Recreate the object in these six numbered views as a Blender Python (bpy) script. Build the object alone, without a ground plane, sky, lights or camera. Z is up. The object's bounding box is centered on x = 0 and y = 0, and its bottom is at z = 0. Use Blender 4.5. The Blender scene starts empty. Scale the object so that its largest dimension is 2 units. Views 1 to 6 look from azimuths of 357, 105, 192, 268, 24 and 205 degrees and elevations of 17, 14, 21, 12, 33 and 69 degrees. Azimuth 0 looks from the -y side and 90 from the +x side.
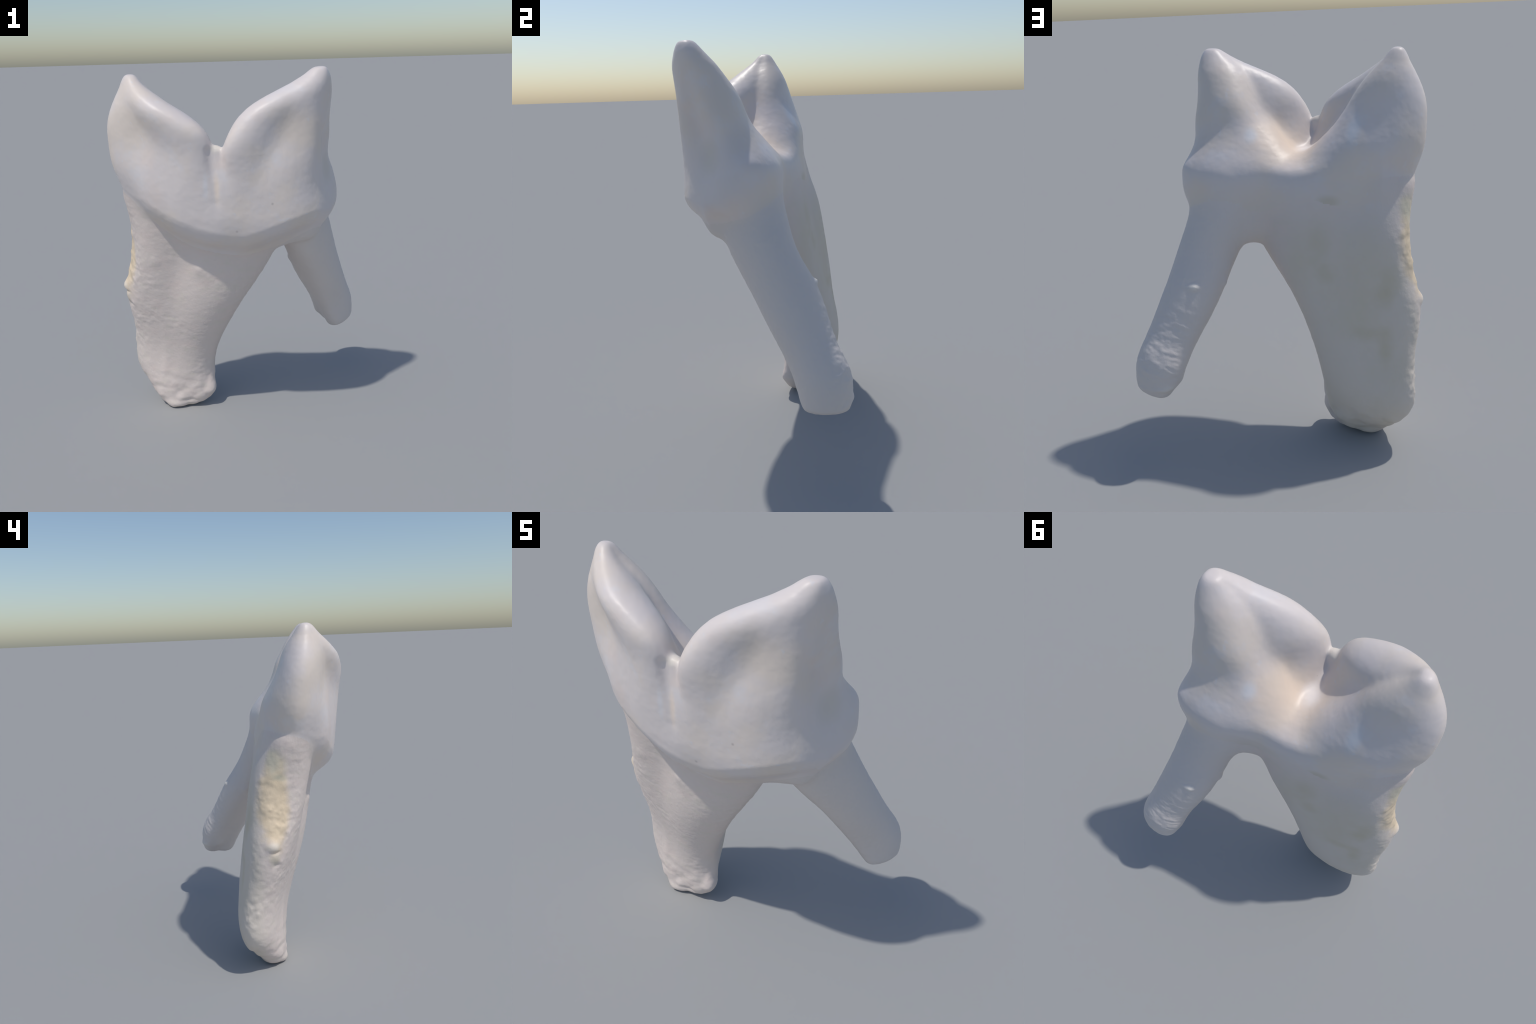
"""A two-cusped, two-rooted milk premolar.

The tooth is described as five smooth lofts (crown base, two cusps, two roots).
Each loft is a stack of rounded cross-sections: a path for the centre and, per
section, a ring of girths.  The lofts are melted into each other with soft
unions, the enamel edge is a curved cut through the crown, and the groove
between the cusps is a soft subtraction.  The resulting level surface is meshed,
roughened where the roots are rough, and split into crown, cusps and roots.
"""
import bpy
import numpy as np
from mathutils import noise, Vector

# ------------------------------------------------------------------ lofts
def spline_weights(f):
    return np.stack([(1-f)**3/6, (3*f**3-6*f**2+4)/6, (-3*f**3+3*f**2+3*f+1)/6, f**3/6], -1)

def open_spline(t, n):
    u = np.clip(t, 0, 1)*(n-1)
    i = np.minimum(np.floor(u).astype(int), n-2)
    return np.clip(i[:, None]+np.arange(-1, 3), 0, n-1), spline_weights(u-i)

def ring_spline(a, n):
    u = (a/(2*np.pi) % 1.0)*n
    i = np.floor(u).astype(int)
    return (i[:, None]+np.arange(-1, 3)) % n, spline_weights(u-i)

def smin(a, b, k):
    h = np.maximum(k-np.abs(a-b), 0)/k
    return np.minimum(a, b)-h*h*h*k/6

def smax(a, b, k):
    return -smin(-a, -b, k)

def capsule(P, A, B, r):
    A = np.array(A); B = np.array(B); d = B-A
    t = np.clip((P-A)@d/(d@d), 0, 1)
    return np.linalg.norm(P-A-t[:, None]*d, axis=1)-r

class Loft:
    def __init__(s, origin, axis, length, half_axes, path, girth, warp=1.0):
        s.O = np.array(origin, float)
        w = np.array(axis, float); w /= np.linalg.norm(w)
        u = np.array((1.0, 0, 0)); u -= u@w*w; u /= np.linalg.norm(u)
        s.M = np.stack([u, np.cross(w, u), w])
        s.L, s.ab, s.warp = length, half_axes, warp
        s.c, s.R = np.array(path, float), np.array(girth, float)

    def f(s, P):
        q = (P-s.O)@s.M.T
        t = np.clip(q[:, 2]/s.L, 0, 1)**s.warp
        ci, cw = open_spline(t, len(s.c))
        c = np.einsum('nk,nkd->nd', cw, s.c[ci])
        a, b = s.ab
        X = (q[:, 0]-c[:, 0])/a; Y = (q[:, 1]-c[:, 1])/b
        rho = np.sqrt(X*X+Y*Y)+1e-9
        n, K = s.R.shape
        zi, zw = open_spline(t, n); ai, aw = ring_spline(np.arctan2(Y, X), K)
        R = np.einsum('ni,nj,nij->n', zw, aw, s.R[zi[:, :, None], ai[:, None, :]])
        g = np.sqrt((X/rho/a)**2+(Y/rho/b)**2)
        return (rho-R)/g, q[:, 2]

LOFTS = {}
# tall outer cusp on the -x side, domed, with a lobe to the back
LOFTS['left'] = Loft(
    origin=(0, 0, 0.95), axis=(0, 0, 1), length=1.0400, half_axes=(0.26, 0.22), warp=1.4,
    path=[(-0.36, -0.17), (-0.3847, -0.1886), (-0.4002, -0.2007), (-0.4041, -0.2166), (-0.4078, -0.231), (-0.42, -0.2417), (-0.4485, -0.2464), (-0.4786, -0.2457), (-0.5177, -0.2261), (-0.5555, -0.2072)],
    girth=[
        [0.821, 0.714, 0.632, 0.561, 0.522, 0.544, 0.56, 0.533, 0.517, 0.564, 0.613, 0.629, 0.654, 0.742, 0.837, 0.88],
        [1.197, 1.101, 0.934, 0.758, 0.681, 0.736, 0.806, 0.758, 0.646, 0.628, 0.672, 0.698, 0.729, 0.89, 1.123, 1.232],
        [1.364, 1.362, 1.219, 0.898, 0.761, 0.831, 0.958, 0.905, 0.677, 0.592, 0.641, 0.669, 0.695, 0.927, 1.317, 1.404],
        [1.282, 1.457, 1.555, 1.252, 1.032, 1.041, 1.129, 1.101, 0.79, 0.656, 0.679, 0.648, 0.652, 0.908, 1.376, 1.389],
        [0.92, 1.072, 1.22, 1.287, 1.229, 1.236, 1.256, 1.25, 0.906, 0.688, 0.599, 0.551, 0.573, 0.833, 1.373, 1.218],
        [0.585, 0.641, 0.852, 1.063, 1.06, 1.1, 1.22, 1.222, 0.846, 0.549, 0.446, 0.434, 0.502, 0.732, 1.436, 1.046],
        [0.57, 0.469, 0.703, 0.815, 0.828, 0.945, 1.058, 1.11, 0.756, 0.446, 0.381, 0.377, 0.513, 0.838, 1.491, 1.074],
        [0.496, 0.412, 0.565, 0.701, 0.752, 0.823, 0.848, 0.818, 0.629, 0.45, 0.4, 0.445, 0.662, 0.915, 0.906, 0.647],
        [0.198, 0.24, 0.338, 0.438, 0.485, 0.503, 0.49, 0.442, 0.366, 0.322, 0.328, 0.378, 0.443, 0.447, 0.341, 0.235],
        [0.03, 0.03, 0.03, 0.03, 0.03, 0.03, 0.03, 0.03, 0.03, 0.03, 0.03, 0.03, 0.03, 0.03, 0.03, 0.03],
    ])
# blade-like cusp on the +x side
LOFTS['right'] = Loft(
    origin=(0, 0, 0.95), axis=(0, 0, 1), length=1.0600, half_axes=(0.29, 0.22), warp=1.4,
    path=[(0.18, -0.2), (0.18, -0.2049), (0.18, -0.208), (0.18, -0.2178), (0.1844, -0.2436), (0.1947, -0.2675), (0.2203, -0.2945), (0.2634, -0.3253), (0.3259, -0.323), (0.39, -0.315)],
    girth=[
        [0.901, 0.87, 0.88, 0.933, 0.867, 0.695, 0.643, 0.716, 0.813, 0.905, 0.952, 0.927, 0.91, 0.968, 0.981, 0.941],
        [1.074, 1.157, 1.182, 1.116, 0.846, 0.731, 0.844, 0.962, 1.075, 1.199, 1.239, 1.075, 1.029, 1.07, 1.031, 0.993],
        [1.027, 1.339, 1.502, 1.313, 1.127, 1.074, 0.996, 1.032, 1.136, 1.334, 1.361, 1.075, 1.036, 0.996, 0.953, 0.924],
        [0.846, 1.167, 1.579, 1.48, 1.289, 1.243, 1.116, 0.996, 1.014, 1.318, 1.417, 1.063, 1.03, 0.91, 0.881, 0.823],
        [0.738, 1.003, 1.261, 1.108, 0.968, 0.964, 0.883, 0.72, 0.663, 1.129, 1.43, 0.909, 0.888, 0.833, 0.854, 0.772],
        [0.682, 1.057, 1.117, 0.859, 0.762, 0.563, 0.461, 0.425, 0.452, 1.052, 1.512, 0.734, 0.645, 0.711, 0.801, 0.73],
        [0.639, 0.891, 0.962, 0.921, 0.815, 0.471, 0.365, 0.415, 0.682, 1.098, 1.158, 0.645, 0.539, 0.591, 0.648, 0.628],
        [0.551, 0.713, 0.825, 0.806, 0.696, 0.488, 0.389, 0.39, 0.611, 0.955, 0.831, 0.592, 0.495, 0.461, 0.458, 0.479],
        [0.388, 0.483, 0.549, 0.546, 0.473, 0.386, 0.315, 0.266, 0.262, 0.328, 0.399, 0.429, 0.427, 0.409, 0.385, 0.357],
        [0.076, 0.065, 0.043, 0.03, 0.03, 0.03, 0.03, 0.03, 0.03, 0.03, 0.03, 0.092, 0.131, 0.133, 0.121, 0.096],
    ])
# broad flat root that stands on the ground
LOFTS['root'] = Loft(
    origin=(0, 0, -0.03), axis=(0, 0, 1), length=1.4500, half_axes=(0.27, 0.17), warp=0.8,
    path=[(-0.46, 0.02), (-0.46, 0.01), (-0.42, -0.02), (-0.36, -0.08), (-0.28, -0.12)],
    girth=[
        [0.239, 0.119, 0.142, 0.124, 0.03, 0.03, 0.03, 0.03, 0.03, 0.121, 0.322, 0.392, 0.256, 0.267],
        [1.019, 0.71, 0.722, 0.68, 0.656, 0.565, 0.463, 0.439, 0.482, 0.43, 0.418, 0.488, 0.619, 1.052],
        [0.918, 0.902, 1.166, 1.177, 1.305, 1.46, 0.897, 0.54, 0.393, 0.359, 0.306, 0.362, 0.574, 0.832],
        [0.908, 0.84, 1.293, 1.316, 1.326, 1.491, 0.823, 0.46, 0.291, 0.297, 0.306, 0.394, 0.711, 0.983],
        [1.026, 0.977, 1.397, 1.306, 1.174, 1.419, 1.1, 0.718, 0.517, 0.487, 0.524, 0.678, 1.113, 1.322],
        [1.038, 1.279, 1.479, 1.2, 1.268, 1.497, 1.382, 1.033, 0.77, 0.682, 0.611, 0.823, 1.445, 1.737],
        [1.511, 1.653, 1.486, 1.105, 1.307, 1.436, 1.176, 0.923, 0.958, 0.818, 0.654, 0.74, 1.447, 2.243],
        [1.853, 1.547, 1.328, 1.09, 1.226, 1.534, 1.292, 1.027, 1.064, 0.963, 0.831, 0.97, 1.636, 2.249],
        [1.603, 1.255, 1.054, 0.633, 0.536, 0.891, 1.357, 1.481, 1.3, 1.184, 1.13, 1.373, 1.809, 1.913],
    ])
# slender root that leans out to the back
LOFTS['fork'] = Loft(
    origin=(0.625, 0.385, 0.31), axis=(-0.3144, -0.4561, 0.8325), length=1.1291, half_axes=(0.13, 0.13), warp=1.0,
    path=[(0, 0), (0, 0)],
    girth=[
        [0.725, 0.481, 0.28, 0.395, 0.193, 0.419, 0.942, 0.939],
        [1.093, 1.575, 1.46, 1.355, 0.464, 0.494, 0.85, 0.713],
        [0.993, 1.455, 1.181, 1.05, 0.513, 0.613, 0.679, 0.578],
        [1.069, 1.438, 1.344, 1.317, 0.704, 0.664, 0.754, 0.796],
        [1.068, 1.449, 1.45, 1.411, 0.89, 0.675, 0.814, 0.9],
        [1.11, 1.601, 1.158, 1.057, 0.946, 0.82, 1.003, 0.941],
        [1.234, 1.636, 1.495, 1.202, 0.831, 0.993, 1.173, 1.046],
        [1.039, 1.313, 1.489, 1.34, 0.954, 0.855, 0.753, 0.787],
    ])


FILL = dict(centre=(-.14, -.21, 1.22), half=(.24, .20, .28))

def enamel_edge(x, y):
    """height of the curved lower edge of the enamel"""
    return 1.045+np.where(x < 0, .93*x*x, .25*x+.35*x*x)-.65*np.clip(y+.27, -.3, np.where(x > 0, .02, .2))

def field(P, L, parts=False):
    x, y, z = P.T
    fl, _ = L['left'].f(P); fr, _ = L['right'].f(P)
    fl = smax(fl, z-1.982, .03); fr = smax(fr, z-1.998, .035)
    fl = smin(fl, capsule(P, (-.550, -.212, 1.935), (-.545, -.225, 1.75), .032), .08)
    fr = smin(fr, capsule(P, (.388, -.31, 1.945), (.375, -.31, 1.75), .034), .08)
    q = (P-np.array(FILL['centre']))/np.array(FILL['half'])
    r = np.linalg.norm(q, axis=1)
    fill = (r-1)*.22
    crown = smin(fl, fr, .06+.2*np.clip((1.58-z)/.3, 0, 1))
    crown = smin(crown, fill, .07)
    wall = capsule(P, (-.14, -.386, 1.614), (-.147, -.380, 1.40), .029)
    crown = smin(crown, wall, .055)
    basin = capsule(P, (-.30, -.085, 1.335), (-.02, -.11, 1.345), .135)
    crown = smin(crown, basin, .12)
    groove = capsule(P, (-.165, -.446, 1.62), (-.150, -.460, 1.37), .026)
    crown = smax(crown, -groove, .03)
    zb = enamel_edge(x, y)
    crown = smax(crown, (zb-z)*.78, .09)
    fo, _ = L['root'].f(P); fk, qz = L['fork'].f(P)
    fo = smax(smax(fo, z-1.42, .12), .010-z, .05)
    fk = smax(smax(fk, .376+.3*(x-.6)+.1*(y-.36)-z, .05), qz-L['fork'].L, .05)
    saddle = smin(capsule(P, (.07, -.215, 1.155), (.32, -.21, 1.175), .078), capsule(P, (.13, -.07, 1.165), (.28, -.07, 1.155), .08), .08)
    roots = smin(smin(fo, fk, .13), saddle, .10)
    back = np.clip((y+.12)/.14, 0, 1)*np.clip((x+.62)/.12, 0, 1)
    front = np.clip((x+.48)/.2, 0, 1)*(1-back)
    f = smin(crown, roots, .035+.12*back+.04*front)
    if parts:
        return f, crown, roots, fo, fk, zb, fl, fr
    return f


def shape(P):
    return np.concatenate([field(p, LOFTS) for p in np.array_split(P, max(1, len(P)//200000))])

# ------------------------------------------------------------------ level surface
def level_surface(h, lo, hi):
    lo = np.array(lo); m = 4
    nc = np.ceil((np.array(hi)-lo)/(h*m)).astype(int)
    n = nc*m+1
    ax = [lo[i]+np.arange(nc[i]+1)*h*m for i in range(3)]
    G = np.stack(np.meshgrid(*ax, indexing='ij'), -1)
    fc = shape(G.reshape(-1, 3)).reshape(nc+1)
    near = np.abs(fc) < h*m*2.2
    cell = np.zeros(nc, bool)
    for a in (0, 1):
        for b in (0, 1):
            for c in (0, 1):
                s = near[a:nc[0]+a, b:nc[1]+b, c:nc[2]+c]
                cell |= s
    F = np.repeat(np.repeat(np.repeat(fc, m, 0), m, 1), m, 2)[:n[0], :n[1], :n[2]].copy()
    pm = np.zeros(n, bool)
    big = np.repeat(np.repeat(np.repeat(cell, m, 0), m, 1), m, 2)
    for a in (0, 1):
        for b in (0, 1):
            for c in (0, 1):
                pm[a:n[0]-1+a, b:n[1]-1+b, c:n[2]-1+c] |= big
    I = np.argwhere(pm)
    F[pm] = shape(lo+I*h)
    # surface nets: one vertex per cell that the surface crosses
    ins = F < 0
    S8 = [(a, b, c) for a in (0, 1) for b in (0, 1) for c in (0, 1)]
    v = lambda A, o: A[o[0]:n[0]-1+o[0], o[1]:n[1]-1+o[1], o[2]:n[2]-1+o[2]]
    cnt = sum(v(ins, o).astype(np.int8) for o in S8)
    act = (cnt > 0) & (cnt < 8)
    C = np.argwhere(act)
    vid = -np.ones(act.shape, int); vid[act] = np.arange(len(C))
    acc = np.zeros((len(C), 3)); wgt = np.zeros(len(C))
    for o in S8:
        for d in range(3):
            if o[d]:
                continue
            p = list(o); p[d] = 1
            f0 = F[tuple((C+o).T)]; f1 = F[tuple((C+p).T)]
            x = (f0 < 0) != (f1 < 0)
            t = np.where(x, f0/np.where(x, f0-f1, 1), 0)
            q = np.tile(np.array(o, float), (len(C), 1)); q[:, d] = t
            acc += q*x[:, None]; wgt += x
    V = lo+(C+acc/wgt[:, None])*h
    faces = []
    for d in range(3):
        a, b = (d+1) % 3, (d+2) % 3
        s0 = [slice(None)]*3; s1 = [slice(None)]*3
        s0[d] = slice(0, -1); s1[d] = slice(1, None)
        x = np.argwhere(ins[tuple(s0)] != ins[tuple(s1)])
        x = x[(x[:, a] > 0) & (x[:, b] > 0)]
        flip = ins[tuple(x.T)]
        def at(da, db):
            y = x.copy(); y[:, a] -= da; y[:, b] -= db
            return vid[tuple(y.T)]
        q = np.stack([at(0, 0), at(1, 0), at(1, 1), at(0, 1)], -1)
        q[~flip] = q[~flip][:, ::-1]
        faces.append(q)
    faces = np.concatenate(faces)
    return V, faces

def gradient(P):
    e = 1e-3
    f0 = shape(P)
    return np.stack([shape(P+np.eye(3)[i]*e)-f0 for i in range(3)], -1)/e

def onto_surface(V, steps=2):
    for _ in range(steps):
        g = gradient(V); f = shape(V)
        V = V-np.clip(f/np.maximum((g*g).sum(1), .2), -.004, .004)[:, None]*g
    return V

def noise_at(P, scale, octaves=3, seed=0.0):
    off = Vector((seed, seed*1.7, -seed))
    return np.array([noise.fractal(Vector(p)*scale+off, 1.0, 2.0, octaves) for p in P])

V, Q = level_surface(0.0065, (-0.80, -0.56, -0.06), (0.86, 0.66, 2.08))
V = onto_surface(V)
N = gradient(V); N /= np.linalg.norm(N, axis=1)[:, None]
f_all, f_crown, f_roots, f_root, f_fork, z_edge, f_left, f_right = [np.concatenate(c) for c in zip(*[field(p, LOFTS, parts=True) for p in np.array_split(V, 4)])]

CUSP_Z = 1.62

# ------------------------------------------------------------------ relief
def soft(v, a, b):
    t = np.clip((v-a)/(b-a), 0, 1)
    return t*t*(3-2*t)

def bump_at(P, c, r, squash=(1, 1, 1)):
    d = (P-np.array(c))/np.array(squash)
    return np.exp(-(d*d).sum(1)/(r*r))

def relief(P, N):
    x, y, z = P.T
    d = np.zeros(len(P))
    rooty = soft(f_crown-f_roots, .002, .03)
    on_root = rooty*soft(f_fork-f_root, -.01, .04)
    on_fork = rooty*soft(f_root-f_fork, -.01, .04)
    facing_left = soft(-N[:, 0], .35, .85)
    facing_front = soft(-N[:, 1], .1, .6)
    facing_back = soft(N[:, 1], .3, .8)
    # fine grain of the root cement, drawn out sideways
    grain = noise_at(P*np.array((.8, .9, 1.2)), 26, 3, 3.1)
    pits = noise_at(P, 34, 2, 9.7)
    lumps = noise_at(P, 9, 2, 5.3)
    patchy = .35+.65*soft(noise_at(P, 4.5, 2, 4.4), -.3, .5)
    d += on_root*(1-.8*facing_back)*patchy*(.0018*grain+.0007*pits)
    d += on_root*facing_back*.0016*lumps
    # the outer narrow face is the roughest, chipped along its edges
    edge = on_root*soft(-x, .50, .62)*soft(z, .15, .3)*soft(1.42-z, 0, .1)
    d += edge*patchy*(.0030*pits+.0045*noise_at(P, 17, 2, 1.3))*(.35+.65*facing_left)
    # cement nodules on the outer face and on the front
    for c, r, h in (((-.685, .012, .80), .036, .020), ((-.675, .010, .735), .030, .010), ((-.655, -.02, .70), .022, .006),
                    ((-.64, .03, 1.00), .03, .006), ((-.62, -.06, 1.13), .03, .006), ((-.262, -.238, .957), .034, .008),
                    ((-.235, -.226, .92), .04, .004), ((-.50, -.17, 1.0), .03, .005)):
        d += h*bump_at(P, c, r)
    d -= .012*bump_at(P, (-.68, .01, .768), .014, (1.5, 2.2, .7))+.010*bump_at(P, (-.665, .0, .69), .016, (1.5, 1.6, .8))
    # broken, lumpy root end
    tip = on_root*soft(.30-z, 0, .16)
    d += tip*(.012*lumps+.004*noise_at(P, 17, 2, 2.2))
    for c, r, h in (((-.235, -.03, .135), .035, .018), ((-.30, -.06, .05), .04, .010), ((-.47, -.055, .03), .04, .012),
                    ((-.56, .0, .10), .04, .008), ((-.60, .16, .17), .04, .012), ((-.28, .13, .13), .035, .010)):
        d += h*bump_at(P, c, r)
    d -= .010*bump_at(P, (-.38, -.08, .055), .03, (3.2, 1, .5))
    # slender root: slanting ripples on its lower back, a small ridge, a lip near the end
    along = P@np.array((.35, .46, -.81))
    low = on_fork*facing_back*soft(.93-z, 0, .25)
    d += low*.0030*noise_at(np.stack([along*42, (x-.4*y)*16+4*z, z*6], 1), 1.0, 2, 7.7)
    d += on_fork*.0012*pits
    d += .013*bump_at(P, (.392, .250, .915), .020, (1.5, 1, .75))-.005*bump_at(P, (.40, .262, .945), .02, (1.5, 1, .7))
    d += .012*bump_at(P, (.266, .128, .895), .028)+.005*bump_at(P, (.262, .10, .965), .03)
    d += .012*bump_at(P, (.555, .43, .435), .035, (2.0, 1, .55))-.008*bump_at(P, (.54, .41, .49), .03, (2.2, 1, .6))
    d += .010*bump_at(P, (.47, .34, .44), .035)
    # enamel: almost smooth, slightly wavy, one faint step line above the root
    d += (1-rooty)*(.0022*noise_at(P*np.array((1, 1, .6)), 7, 2, 8.8)+.0006*pits)
    d += .010*bump_at(P, (.478, -.02, 1.452), .05)-.010*bump_at(P, (.43, -.09, 1.60), .075)
    front = (1-rooty)*facing_front
    line = z-enamel_edge(x, y)
    d += .0015*np.exp(-((line-.045)/.014)**2)*front
    return d

d = relief(V, N)
V = V+N*d[:, None]

V[:, 2] -= V[:, 2].min()

# ------------------------------------------------------------------ parts
is_crown = f_crown < f_roots
is_fork = f_fork < f_root
vert_part = np.where(is_crown, np.where(V[:, 2] < CUSP_Z, 0, np.where(V[:, 0] < -0.14, 1, 2)), np.where(is_fork, 4, 3))
face_part = np.sort(vert_part[Q], axis=1)[:, 1]

whole = bpy.data.meshes.new("whole")
whole.from_pydata(V.tolist(), [], Q.tolist())
whole.update()
normals = np.empty(len(V)*3, np.float32)
whole.vertices.foreach_get("normal", normals)
normals = normals.reshape(-1, 3)

# ------------------------------------------------------------------ materials
class Nodes:
    """small helper to chain colour masks on Object coordinates"""
    def __init__(s, name, rough, grain, grain_scale):
        s.m = bpy.data.materials.new(name); s.m.use_nodes = True
        s.t = s.m.node_tree; s.bsdf = s.t.nodes["Principled BSDF"]
        s.p = s.new("ShaderNodeTexCoord").outputs["Object"]
        s.bsdf.inputs["Roughness"].default_value = rough
        s.bsdf.inputs["Specular IOR Level"].default_value = .35
        b = s.new("ShaderNodeBump"); b.inputs["Strength"].default_value = grain; b.inputs["Distance"].default_value = .01
        s.link(s.noise(grain_scale, 4), b.inputs["Height"]); s.link(b.outputs["Normal"], s.bsdf.inputs["Normal"])

    def new(s, k): return s.t.nodes.new(k)
    def link(s, a, b): s.t.links.new(a, b)

    def math(s, op, a, b=None):
        n = s.new("ShaderNodeMath"); n.operation = op
        for i, v in enumerate((a, b)):
            if v is None: continue
            if isinstance(v, (int, float)): n.inputs[i].default_value = v
            else: s.link(v, n.inputs[i])
        return n.outputs[0]

    def step(s, v, a, b):
        n = s.new("ShaderNodeMapRange"); n.interpolation_type = 'SMOOTHSTEP'
        s.link(v, n.inputs["Value"])
        n.inputs["From Min"].default_value = a; n.inputs["From Max"].default_value = b
        return n.outputs["Result"]

    def scaled(s, sc, off=(0, 0, 0)):
        n = s.new("ShaderNodeMapping"); n.vector_type = 'POINT'
        n.inputs["Scale"].default_value = sc; n.inputs["Location"].default_value = off
        s.link(s.p, n.inputs["Vector"]); return n.outputs[0]

    def noise(s, scale, detail=3, sc=(1, 1, 1), off=(0, 0, 0), rough=.55):
        n = s.new("ShaderNodeTexNoise"); n.inputs["Scale"].default_value = scale
        n.inputs["Detail"].default_value = detail; n.inputs["Roughness"].default_value = rough
        s.link(s.scaled(sc, off), n.inputs["Vector"]); return n.outputs["Fac"]

    def axis(s, k):
        n = s.new("ShaderNodeSeparateXYZ"); s.link(s.p, n.inputs[0]); return n.outputs[k]

    def spot(s, c, r, core=.2, wobble=0.0):
        """soft ellipsoid mask, 1 inside; wobble breaks its outline with noise"""
        r = np.array(r if hasattr(r, '__len__') else (r, r, r), float)
        n = s.new("ShaderNodeVectorMath"); n.operation = 'LENGTH'
        s.link(s.scaled(tuple(1/r), tuple(-np.array(c)/r)), n.inputs[0])
        v = n.outputs["Value"]
        if wobble:
            v = s.math('ADD', v, s.math('MULTIPLY', s.math('SUBTRACT', s.noise(14, 3, off=(c[0]*7, c[2]*5, 1)), .5), wobble))
        return s.math('SUBTRACT', 1.0, s.step(v, core, 1.0))

    def mix(s, base, rgb, fac, amount=1.0):
        n = s.new("ShaderNodeMix"); n.data_type = 'RGBA'
        f = s.math('MULTIPLY', fac, amount)
        s.link(f, n.inputs[0])
        if isinstance(base, tuple): n.inputs[6].default_value = (*base, 1)
        else: s.link(base, n.inputs[6])
        if isinstance(rgb, tuple): n.inputs[7].default_value = (*rgb, 1)
        else: s.link(rgb, n.inputs[7])
        return n.outputs[2]

    def done(s, col):
        s.link(col, s.bsdf.inputs["Base Color"]); return s.m

ENAMEL, WARM, MILK = (.735, .665, .635), (.76, .665, .585), (.72, .705, .72)
CEMENT, ROSE, GREY, OLIVE = (.725, .632, .575), (.745, .63, .57), (.70, .63, .545), (.655, .58, .435)

def enamel_colour(k):
    c = k.mix(ENAMEL, WARM, k.step(k.noise(3.2, 3), .42, .68))
    c = k.mix(c, MILK, k.step(k.noise(7.5, 3, off=(3, 1, 4)), .56, .72), .35)
    c = k.mix(c, MILK, k.step(k.noise(24, 2, off=(1, 5, 2)), .66, .76), .4)  # small specular glints painted into the enamel as bluish-white spots
    c = k.mix(c, ROSE, k.step(k.noise(5, 3, off=(7, 3, 1)), .55, .75), .5)
    return c

k = Nodes("enamel", .42, .05, 30)
c = enamel_colour(k)
for at, r, rgb, a in (((.02, -.16, 1.53), .27, (.86, .70, .56), .8), ((-.11, -.21, 1.50), (.09, .09, .07), (.92, .86, .83), .8),
                      ((-.145, -.43, 1.43), (.022, .06, .11), (.84, .70, .58), .7), ((-.20, -.43, 1.45), (.02, .06, .10), MILK, .6),
                      ((.437, -.217, 1.484), (.09, .09, .12), (.60, .55, .45), .35), ((-.14, -.39, 1.63), (.05, .07, .035), (.80, .74, .62), .6),
                      ((.15, -.08, 1.60), (.05, .06, .07), (.78, .78, .80), .7), ((-.36, -.02, 1.62), (.05, .07, .16), (.70, .74, .79), .55),
                      ((-.248, .061, 1.306), (.075, .08, .05), (.50, .44, .29), .5)):
    c = k.mix(c, rgb, k.spot(at, r, .15, .35), a)
for at, r in (((-.095, -.295, 1.54), .007), ((-.052, -.42, 1.206), .011), ((.13, -.44, 1.348), .010), ((-.665, -.15, 1.62), .008)):
    c = k.mix(c, (.42, .37, .34), k.spot(at, r, 0), .6)
back = k.math('MULTIPLY', k.step(k.axis(1), -.08, .06), k.math('SUBTRACT', 1.0, k.step(k.axis(2), 1.16, 1.42)))
c = k.mix(c, GREY, back, .8)
enamel = k.done(c)

k = Nodes("cementum", .6, .12, 70)
c = k.mix(CEMENT, ROSE, k.step(k.noise(9, 4, (1, 1, 1.6)), .45, .7), .7)
c = k.mix(c, GREY, k.step(k.noise(14, 4, (1, 1, 2), (4, 2, 7)), .5, .72), .6)
broad = k.math('SUBTRACT', 1.0, k.step(k.axis(0), .02, .20))
rear = k.math('MULTIPLY', k.step(k.axis(1), .04, .13), broad)
c = k.mix(c, (.705, .65, .615), k.step(k.axis(0), .05, .22), .75)
c = k.mix(c, GREY, rear, .75)
c = k.mix(c, OLIVE, k.math('MULTIPLY', rear, k.step(k.noise(3.6, 5, (1, 1, .7), (2, 8, 5)), .38, .72)), .5)
for at, r, a in (((-.52, .153, .861), (.05, .06, .05), .7), ((-.55, .122, .945), (.06, .06, .08), .6), ((-.235, .119, .96), (.05, .05, .05), .6),
                 ((-.54, .177, .607), (.035, .05, .10), .7), ((-.46, .185, .67), (.08, .05, .035), .6), ((-.20, .11, 1.12), (.06, .05, .12), .5)):
    c = k.mix(c, (.57, .50, .335), k.spot(at, np.array(r)*1.7, 0, .9), a*.55)
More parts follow.
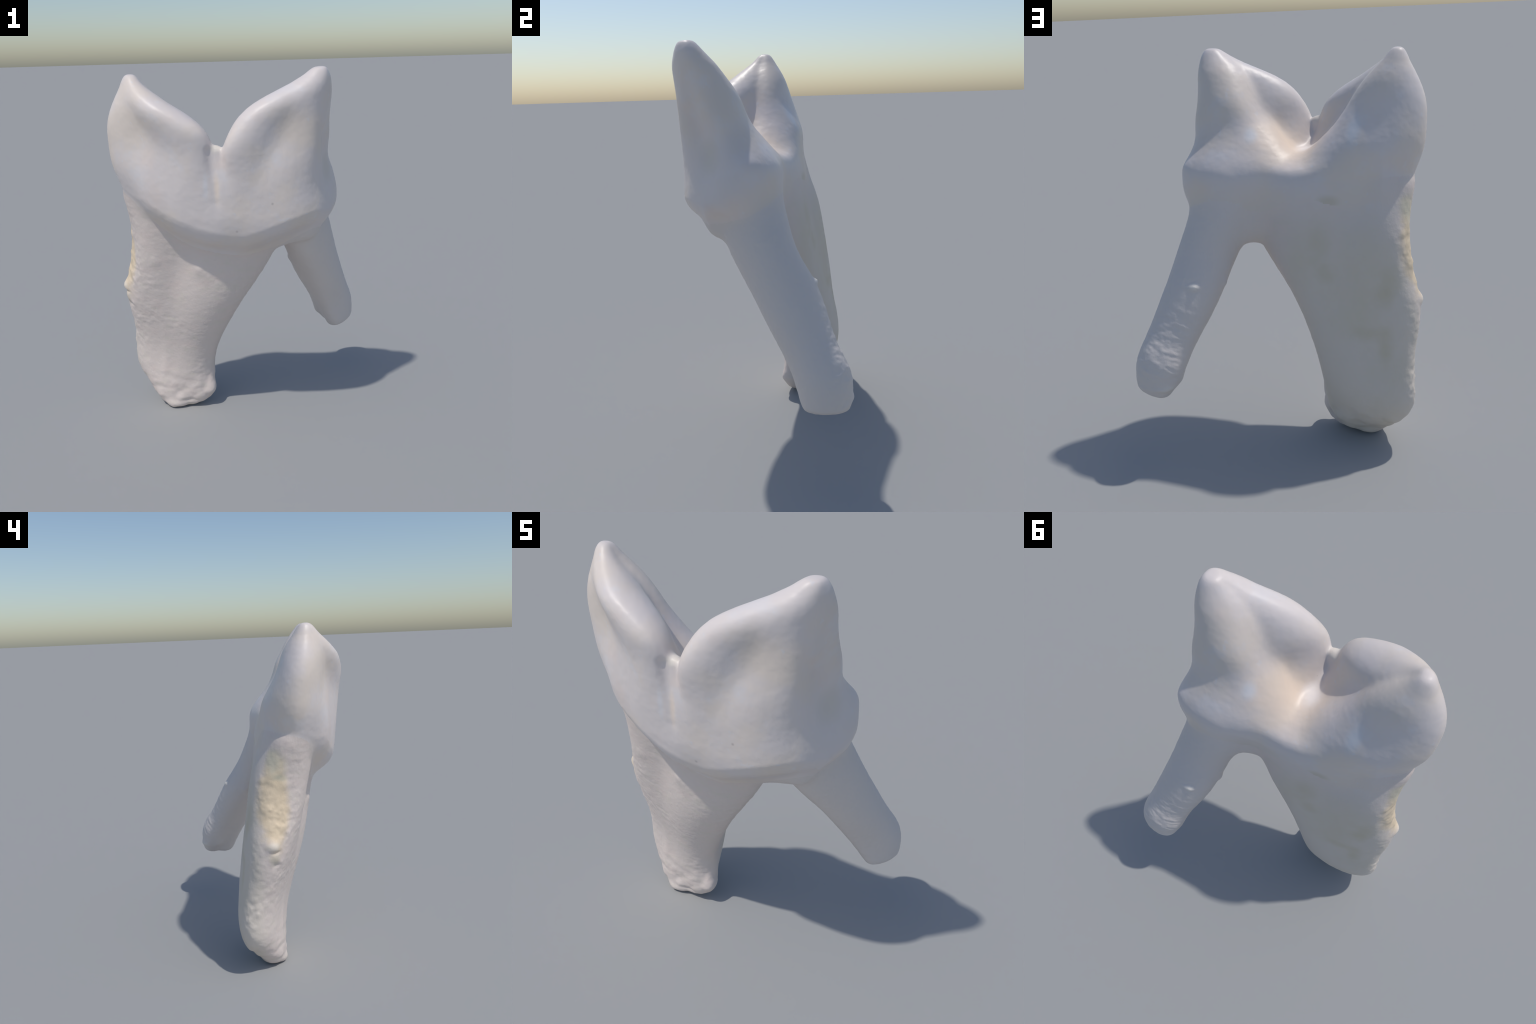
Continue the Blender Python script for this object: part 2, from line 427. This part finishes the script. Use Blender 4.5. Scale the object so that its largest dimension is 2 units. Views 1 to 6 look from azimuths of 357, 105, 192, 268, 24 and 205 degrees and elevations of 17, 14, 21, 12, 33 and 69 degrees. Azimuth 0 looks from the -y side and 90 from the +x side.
# cream-yellow bare strip down the outer narrow face
c = k.mix(c, (.71, .62, .48), k.spot((-.63, -.02, 1.22), (.09, .08, .14), .4, .6), .8)
c = k.mix(c, (.785, .63, .435), k.spot((-.65, .0, 1.02), (.15, .115, .33), .5, .6), .9)
c = k.mix(c, (.52, .49, .38), k.spot((-.62, -.03, 1.17), (.08, .06, .03), .1, .9), .8)
c = k.mix(c, (.62, .58, .46), k.spot((-.61, -.01, 1.25), (.08, .06, .09), .2, .9), .7)
c = k.mix(c, (.84, .75, .64), k.spot((-.70, .01, .80), (.05, .05, .035), .3, .3), .8)
c = k.mix(c, (.60, .55, .42), k.spot((-.68, .01, .73), (.05, .05, .05), .2, .5), .6)
# slender root: paler patch on the small ridge, paler band near the end
c = k.mix(c, (.84, .78, .70), k.spot((.392, .256, .92), (.035, .03, .022), .3, .3), .8)
c = k.mix(c, (.80, .74, .66), k.spot((.545, .42, .43), (.085, .05, .04), .2, .8), .6)
upper = k.math('MULTIPLY', k.step(k.axis(1), -.08, .05), k.step(k.axis(2), 1.12, 1.36))
upper = k.math('MULTIPLY', upper, k.step(k.axis(0), -.62, -.50))
c = k.mix(c, enamel_colour(k), upper, .8)
cementum = k.done(c)

tooth = bpy.data.objects.new("premolar_tooth", None)
tooth.empty_display_size = 0.2
bpy.context.scene.collection.objects.link(tooth)
tooth["label"] = "white two-cusped premolar tooth with two splayed roots"
tooth["category"] = "animal tooth"

def part(name, k, material, parent):
    q = Q[face_part == k]
    used, inv = np.unique(q, return_inverse=True)
    me = bpy.data.meshes.new(name)
    me.from_pydata(V[used].tolist(), [], inv.reshape(-1, 4).tolist())
    me.shade_smooth()
    me.normals_split_custom_set_from_vertices(normals[used].tolist())
    me.materials.append(material)
    ob = bpy.data.objects.new(name, me)
    bpy.context.scene.collection.objects.link(ob)
    ob.parent = parent
    return ob

crown = part("crown", 0, enamel, tooth)
part("cusp", 1, enamel, crown)
part("cusp", 2, enamel, crown)
part("root", 3, cementum, tooth)
part("root", 4, cementum, tooth)
bpy.data.meshes.remove(whole)
